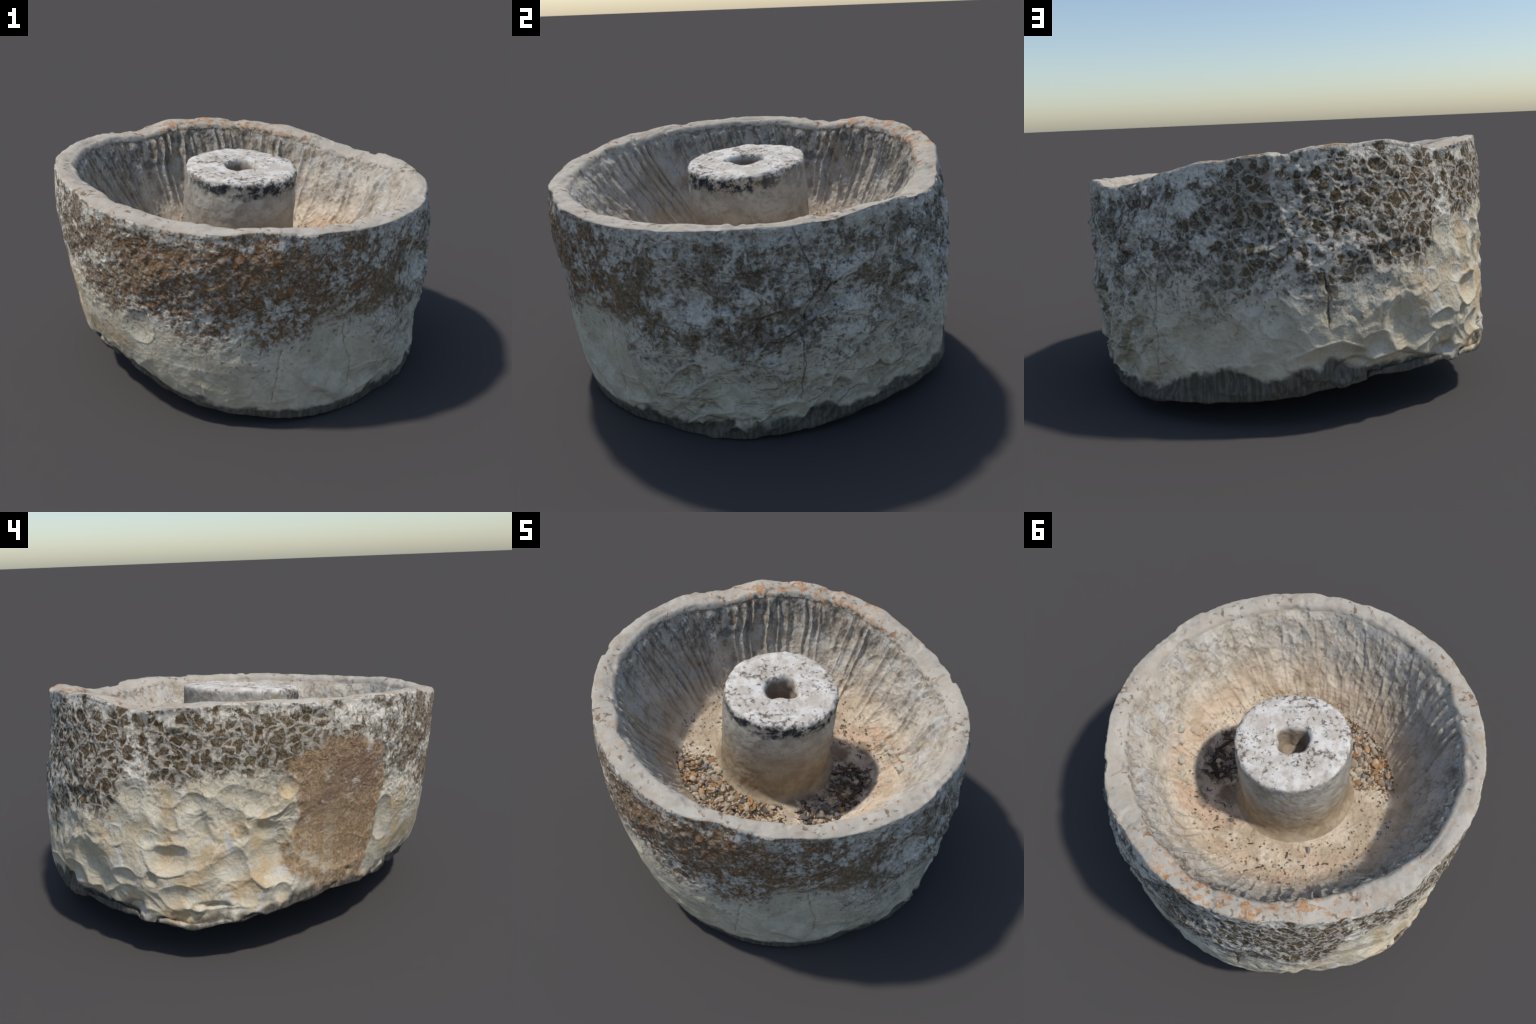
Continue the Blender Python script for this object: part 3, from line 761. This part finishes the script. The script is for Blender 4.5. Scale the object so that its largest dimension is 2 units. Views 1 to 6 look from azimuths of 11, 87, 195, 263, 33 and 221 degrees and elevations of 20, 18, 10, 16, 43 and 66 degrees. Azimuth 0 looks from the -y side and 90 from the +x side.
def post_material():
    n = Nodes("speckled_limestone_post")
    mid = n.noise(10, 5, 0.6)
    top = n.sub(n.z, n.sub(1.045, n.add(n.mul(n.x, 0.0905), n.mul(n.add(n.y, 0.03), -0.0759))))   # height above the tilted top face
    shaft = n.mix(n.step(0.35, 0.65, mid), (.34, .305, .25), (.46, .425, .365))
    shaft = n.mix(n.mul(n.step(0.5, 0.63, n.noise(16, 5, 0.65, 0.4, stretch=(1, 1, 1.6))), 0.5), shaft, (.27, .21, .14))
    lowz = n.add(n.z, n.mul(n.sub(n.noise(5, 3), 0.5), 0.14))
    shaft = n.mix(n.mul(n.step(0.88, 0.62, lowz), 0.75), shaft, n.mix(n.step(0.4, 0.6, n.noise(14, 4)), (.27, .195, .115), (.38, .30, .195)))
    white = n.mix(n.step(0.4, 0.62, n.noise(13, 5, 0.6)), (.51, .455, .385), (.67, .63, .57))
    spk = n.add(n.mul(n.noise(42, 6, 0.74, 0.2), 0.75), n.mul(n.noise(7, 3), 0.27))
    speck = n.step(0.545, 0.60, spk)
    white = n.mix(n.mul(speck, 0.85), white, n.mix(n.noise(9, 2), (.05, .042, .034), (.17, .12, .08)))
    dist = n.m("SQRT", n.add(n.mul(n.x, n.x), n.mul(n.add(n.y, 0.03), n.add(n.y, 0.03))))
    face = n.step(-0.045, -0.012, n.add(top, n.mul(n.sub(n.noise(20, 4), 0.5), 0.035)))
    col = n.mix(face, shaft, white)
    # black algae collar on the shoulder toward the front
    jag = n.noise(22, 5, 0.65)
    collar = n.mul(n.step(-0.095, -0.05, n.add(top, n.mul(n.sub(jag, 0.5), 0.17))), n.step(-0.008, -0.028, n.add(top, n.mul(n.sub(n.noise(26, 4), 0.5), 0.07))),
                   n.step(0.235, 0.26, dist),
                   n.by_az({0: 1.0, 60: 1.0, 85: 1.0, 110: .8, 128: .25, 180: .15, 240: .2, 290: .25, 318: .7, 340: .95}))
    col = n.mix(n.mul(collar, n.step(0.40, 0.53, n.noise(22, 6, 0.75))), col, (.030, .034, .042))
    dots = n.mul(n.step(0.65, 0.70, n.noise(24, 3)), collar)
    col = n.mix(dots, col, (.45, .25, .07))
    inside = n.mul(n.step(-0.025, -0.05, top), n.step(0.15, 0.12, dist))
    col = n.mix(inside, col, n.mix(n.noise(14, 4), (.20, .17, .14), (.40, .31, .22)))
    height = n.add(n.noise(20, 6, 0.65), n.mul(n.noise(70, 5, 0.65), 0.5), n.mul(speck, -0.4))
    return n.finish(col, height, 0.010, 0.6)


def under_material():
    n = Nodes("soil_stained_underside")
    streak = n.noise(14, 5, 0.65)
    col = n.mix(n.step(0.35, 0.68, streak), (.055, .048, .04), (.20, .18, .155))
    return n.finish(col, n.noise(30, 5, 0.6), 0.01, 0.6)


def loose_material(name, a, b, scale=30):
    """Small loose things: a colour between a and b picked per piece, with a mottle."""
    n = Nodes(name)
    oi = n.new("ShaderNodeObjectInfo")
    col = n.mix(oi.outputs["Random"], a, b)
    col = n.mix(n.mul(n.step(0.45, 0.65, n.noise(scale, 3)), 0.35), col, n.mix(0.6, col, (.1, .07, .05)))
    return n.finish(col, n.noise(scale * 2, 3), 0.004, 0.5)


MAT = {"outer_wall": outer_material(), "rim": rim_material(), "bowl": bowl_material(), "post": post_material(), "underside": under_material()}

# ------------------------------------------------------------------ build the meshes
scene_col = bpy.context.scene.collection


def link(ob, parent=None):
    scene_col.objects.link(ob)
    if parent:
        ob.parent = parent
    return ob


basin = link(bpy.data.objects.new("stone_mill_basin", None))
basin["label"] = "weathered round limestone mill basin with central stone post"
basin["category"] = "stone basin"

order = ["underside", "outer_wall", "rim", "bowl", "post"]
for name in order:
    idx = np.nonzero(part == name)[0]
    lo, hi = idx[0], idx[-1]
    if name != "underside":
        lo -= 1                                    # share the last ring of the part before
    rows = np.arange(lo, hi + 1)
    co = P[rows].reshape(-1, 3)
    nv = Nrm[rows].reshape(-1, 3)
    n_r = len(rows)
    a = np.arange(N)
    b = (a + 1) % N
    quads = np.concatenate([np.stack([k * N + a, k * N + b, (k + 1) * N + b, (k + 1) * N + a], -1) for k in range(n_r - 1)])
    faces_loops, starts, totals = [quads.ravel()], [np.arange(len(quads)) * 4], [np.full(len(quads), 4)]
    cap = None
    if name == "underside":
        cap, around_row, flip = co[:N].mean(0), 0, True
    elif name == "post":
        cap, around_row, flip = co[-N:].mean(0), n_r - 1, False
    if cap is not None:
        c = len(co)
        co = np.vstack([co, cap])
        nv = np.vstack([nv, [0, 0, -1 if flip else 1]])
        o = around_row * N
        tri = np.stack([o + b, o + a, np.full(N, c)], -1) if flip else np.stack([o + a, o + b, np.full(N, c)], -1)
        base = len(quads) * 4
        faces_loops.append(tri.ravel())
        starts.append(base + np.arange(N) * 3)
        totals.append(np.full(N, 3))
    me = bpy.data.meshes.new(name)
    loops = np.concatenate(faces_loops).astype(np.int32)
    me.vertices.add(len(co))
    me.vertices.foreach_set("co", co.astype(np.float32).ravel())
    me.loops.add(len(loops))
    me.loops.foreach_set("vertex_index", loops)
    st = np.concatenate(starts).astype(np.int32)
    me.polygons.add(len(st))
    me.polygons.foreach_set("loop_start", st)
    me.polygons.foreach_set("use_smooth", np.ones(len(st), bool))
    me.update(calc_edges=True)
    me.validate()
    me.normals_split_custom_set_from_vertices(nv.tolist())
    me.materials.append(MAT[name])
    link(bpy.data.objects.new(name, me), basin)

# ------------------------------------------------------------------ loose gravel, twigs and leaves on the floor
b_first = np.nonzero(part == "bowl")[0][0]
b_last = np.nonzero(part == "bowl")[0][-1]
Pf = P[b_first:b_last + 1]


def floor_height(x, y):
    """Height of the floor under a point (nearest ring vertex)."""
    a = int(round((math.degrees(math.atan2(x, -y)) % 360) / 360 * N)) % N
    col = Pf[:, a]
    k = int(np.argmin((col[:, 0] - x) ** 2 + (col[:, 1] - y) ** 2))
    return float(col[k, 2])


def make_mesh(name, verts, faces, mat, smooth=True):
    me = bpy.data.meshes.new(name)
    me.from_pydata([tuple(map(float, v)) for v in verts], [], faces)
    me.update()
    for p in me.polygons:
        p.use_smooth = smooth
    me.materials.append(mat)
    return me


def stone_shape(seed, nu=12, nv=8):
    """An angular pebble: a ball cut by a few random planes."""
    g = np.random.default_rng(seed)
    planes = g.normal(size=(9, 3))
    planes /= np.linalg.norm(planes, axis=1)[:, None]
    cut = g.uniform(0.62, 0.95, 9)
    verts = [(0, 0, 1)]
    for j in range(1, nv):
        for i in range(nu):
            verts.append((math.sin(math.pi * j / nv) * math.cos(TAU * i / nu), math.sin(math.pi * j / nv) * math.sin(TAU * i / nu), math.cos(math.pi * j / nv)))
    verts.append((0, 0, -1))
    V = np.array(verts)
    d = V @ planes.T
    V = V * np.min(np.where(d > 0.05, cut / np.maximum(d, 0.05), 1.0), axis=1).clip(0.3, 1)[:, None]
    F = [(0, 1 + i, 1 + (i + 1) % nu) for i in range(nu)]
    for j in range(nv - 2):
        for i in range(nu):
            p, q = 1 + j * nu + i, 1 + j * nu + (i + 1) % nu
            F.append((p, p + nu, q + nu, q))
    last = len(V) - 1
    o = 1 + (nv - 2) * nu
    F += [(o + i, last, o + (i + 1) % nu) for i in range(nu)]
    return V, F


def twig_shape(seed, sides=7, segs=10):
    g = np.random.default_rng(seed)
    bend = g.normal(size=2) * 0.10
    V, F = [], []
    for k in range(segs + 1):
        t = k / segs
        rad = 0.055 * (1 - 0.45 * t) * (1 + 0.25 * math.sin(9 * t + seed)) * (0.5 if k in (0, segs) else 1)
        cx, cz = bend[0] * math.sin(math.pi * t) + 0.02 * math.sin(17 * t), 0.055 + abs(bend[1]) * math.sin(math.pi * t)
        for i in range(sides):
            a = TAU * i / sides
            V.append((cx + rad * math.cos(a), t - 0.5, cz + rad * math.sin(a)))
    for k in range(segs):
        for i in range(sides):
            p, q = k * sides + i, k * sides + (i + 1) % sides
            F.append((p, q, q + sides, p + sides))
    F.append(tuple(range(sides))[::-1])
    F.append(tuple(segs * sides + i for i in range(sides)))
    return np.array(V), F


def leaf_shape(seed, segs=10, across=4):
    """A dry curled leaf with a folded midrib and its own thickness."""
    g = np.random.default_rng(seed)
    curl, fold = g.uniform(0.1, 0.35), g.uniform(0.1, 0.3)
    V, F = [], []
    for side in (0, 1):
        for k in range(segs + 1):
            t = k / segs
            half = 0.30 * math.sin(math.pi * min(t * 0.92 + 0.06, 1)) ** 0.8
            for i in range(across + 1):
                u = i / across * 2 - 1
                V.append((half * u, t - 0.5, 0.05 + curl * (2 * t - 1) ** 2 * 0.5 + fold * abs(u) * half - 0.035 * side))
    w = across + 1
    M = (segs + 1) * w
    for k in range(segs):
        for i in range(across):
            p = k * w + i
            F.append((p, p + 1, p + w + 1, p + w))
            F.append((M + p, M + p + w, M + p + w + 1, M + p + 1))
    rim_loop = [k * w for k in range(segs + 1)] + [segs * w + i for i in range(1, w)] + [k * w + across for k in range(segs - 1, -1, -1)] + [i for i in range(across - 1, 0, -1)]
    for p, q in zip(rim_loop, rim_loop[1:] + rim_loop[:1]):
        F.append((p, q, M + q, M + p))
    return np.array(V), F


mats_p = [loose_material("pale_pebble", (.60, .50, .37), (.40, .34, .27)), loose_material("ochre_pebble", (.46, .30, .17), (.34, .20, .11)),
          loose_material("grey_pebble", (.26, .25, .24), (.12, .11, .10))]
mat_twig = loose_material("dark_twig", (.075, .055, .045), (.15, .10, .07))
mat_leaf = loose_material("dry_leaf", (.42, .22, .09), (.30, .20, .11))
mat_leaf_dark = loose_material("rotten_leaf", (.06, .045, .04), (.12, .085, .06))
mat_rubble = loose_material("crumbled_limestone", (.58, .53, .44), (.50, .45, .37))

bed = link(bpy.data.objects.new("floor_litter", None), basin)
stone_meshes = {}
for k in range(8):
    V, F = stone_shape(100 + k)
    for j, mt in enumerate(mats_p):
        stone_meshes[k, j] = make_mesh("pebble", V, F, mt, smooth=False)
twig_meshes = [make_mesh("twig", *twig_shape(200 + k), mat_twig) for k in range(4)]
leaf_meshes = [make_mesh("leaf", *leaf_shape(300 + k), mat_leaf) for k in range(4)]
dark_leaf_meshes = [make_mesh("leaf", *leaf_shape(320 + k), mat_leaf_dark) for k in range(3)]


def spot(a_lo, a_hi, r_lo=0.36, r_hi=0.585):
    a = math.radians(random.uniform(a_lo, a_hi))
    r = math.sqrt(random.uniform(r_lo**2, r_hi**2))
    return POST_C[0] - 0.046 * lean_dir[0] + r * math.sin(a), POST_C[1] - 0.046 * lean_dir[1] - r * math.cos(a)


def lay(name, me, x, y, size, tilt=0.25, sink=0.0):
    ob = link(bpy.data.objects.new(name, me), bed)
    ob.location = (x, y, floor_height(x, y) - sink)
    ob.rotation_euler = (random.gauss(0, tilt), random.gauss(0, tilt), random.uniform(0, TAU))
    ob.scale = size
    return ob


# sunlit gravel toward the front, darker grit and twigs in the shade of the post
for i in range(170):
    x, y = spot(-52, 36, 0.335, 0.54)
    s = 0.007 + 0.016 * random.random() ** 2.2
    j = random.choices((0, 1, 2), (6, 2.5, 1.5))[0]
    lay("pebble", stone_meshes[random.randrange(8), j], x, y, (s * random.uniform(.9, 1.6), s, s * random.uniform(.5, .8)), 0.5, -s * 0.25)
for i in range(90):
    x, y = spot(52, 116, 0.335, 0.53)
    s = 0.007 + 0.016 * random.random() ** 2
    j = random.choices((0, 1, 2), (2, 0.4, 5))[0]
    lay("pebble", stone_meshes[random.randrange(8), j], x, y, (s * random.uniform(.9, 1.6), s, s * random.uniform(.5, .8)), 0.5, -s * 0.25)
for i in range(30):
    x, y = spot(150, 330, 0.38, 0.60)
    s = 0.005 + 0.011 * random.random() ** 2
    lay("pebble", stone_meshes[random.randrange(8), random.choice((0, 0, 2))], x, y, (s * 1.3, s, s * .7), 0.4, -s * 0.2)
for i in range(26):
    x, y = spot(55, 122, 0.36, 0.55)
    L = random.uniform(0.04, 0.13)
    lay("twig", twig_meshes[i % 4], x, y, (0.10, L, 0.10), 0.12)
for i in range(18):
    x, y = spot(-60, 30, 0.35, 0.53)
    L = random.uniform(0.03, 0.07)
    lay("twig", twig_meshes[i % 4], x, y, (0.08, L, 0.08), 0.12)
for i in range(16):
    x, y = spot(-260, -60, 0.40, 0.60)
    L = random.uniform(0.02, 0.05)
    lay("twig", twig_meshes[i % 4], x, y, (0.08, L, 0.08), 0.12)
for i in range(22):
    x, y = spot(-50, 40, 0.35, 0.53)
    L = random.uniform(0.035, 0.07)
    lay("leaf", leaf_meshes[i % 4], x, y, (L * .9, L, L), 0.25)
for i in range(34):
    x, y = spot(52, 122, 0.35, 0.54)
    L = random.uniform(0.03, 0.06)
    lay("leaf", dark_leaf_meshes[i % 3], x, y, (L * .8, L, L), 0.35)
# pieces that stand out: a tan leaf, a square chip and a long twig
o = lay("leaf", leaf_meshes[0], 0.407, 0.02, (0.075, 0.085, 0.06), 0.05)
o = lay("twig", twig_meshes[1], 0.425, 0.09, (0.18, 0.19, 0.16), 0.03)
o.rotation_euler = (0, 0, math.radians(10))
o = lay("pebble", stone_meshes[2, 0], -0.21, -0.33, (0.034, 0.028, 0.02), 0.1, -0.008)
o = lay("pebble", stone_meshes[5, 1], -0.165, -0.345, (0.016, 0.024, 0.014), 0.1, -0.006)

# fine grit, too small to count, joined in one mesh
gv, gf = [], []
base_shapes = [stone_shape(400 + k, 6, 4) for k in range(5)]
for i in range(4200):
    if i < 3000:
        x, y = spot(-54, 42, 0.33, 0.55)
    elif i < 3800:
        x, y = spot(50, 118, 0.33, 0.54)
    else:
        x, y = spot(120, 315, 0.36, 0.60)
    s = random.uniform(0.0022, 0.006)
    V, F = base_shapes[i % 5]
    a = random.uniform(0, TAU)
    M = np.array([[math.cos(a), -math.sin(a), 0], [math.sin(a), math.cos(a), 0], [0, 0, 1]])
    W = (V * [s * 1.4, s, s * 0.8]) @ M.T + [x, y, floor_height(x, y) + s * 0.3]
    o0 = len(gv)
    gv.extend(W.tolist())
    gf.extend([tuple(o0 + q for q in f) for f in F])
ng = Nodes("mixed_grit")
cellc = ng.voronoi(70, "F1", out="Color")
sepc = ng.new("ShaderNodeSeparateColor")
ng.l.new(cellc, sepc.inputs[0])
gcol = ng.ramp(sepc.outputs[0], [(0, (.10, .075, .05)), (.3, (.22, .15, .09)), (.5, (.50, .40, .28)), (.7, (.36, .19, .09)), (.85, (.56, .49, .38)), (1, (.2, .18, .16))], "CONSTANT")
grit = link(bpy.data.objects.new("grit", make_mesh("grit", gv, gf, ng.finish(gcol), smooth=False)), bed)
grit["kind"] = "stuff"

# crumbled lumps low on the +x slope of the bowl
for a, z, s in ((104, .665, .034), (108, .635, .026), (112, .655, .03), (118, .62, .028), (124, .60, .024), (99, .60, .02), (130, .585, .022), (115, .60, .018), (121, .64, .02)):
    k = int(a / 360 * N)
    col = Pf[:, k]
    q = col[int(np.argmin(np.abs(col[:160, 2] - z)))]
    ob = link(bpy.data.objects.new("loose_stone", stone_meshes[random.randrange(8), 0].copy()), bed)
    ob.data.materials.clear()
    ob.data.materials.append(mat_rubble)
    ob.location = q
    ob.rotation_euler = (random.uniform(0, 3), random.uniform(0, 3), random.uniform(0, 3))
    ob.scale = (s, s * .85, s * .8)
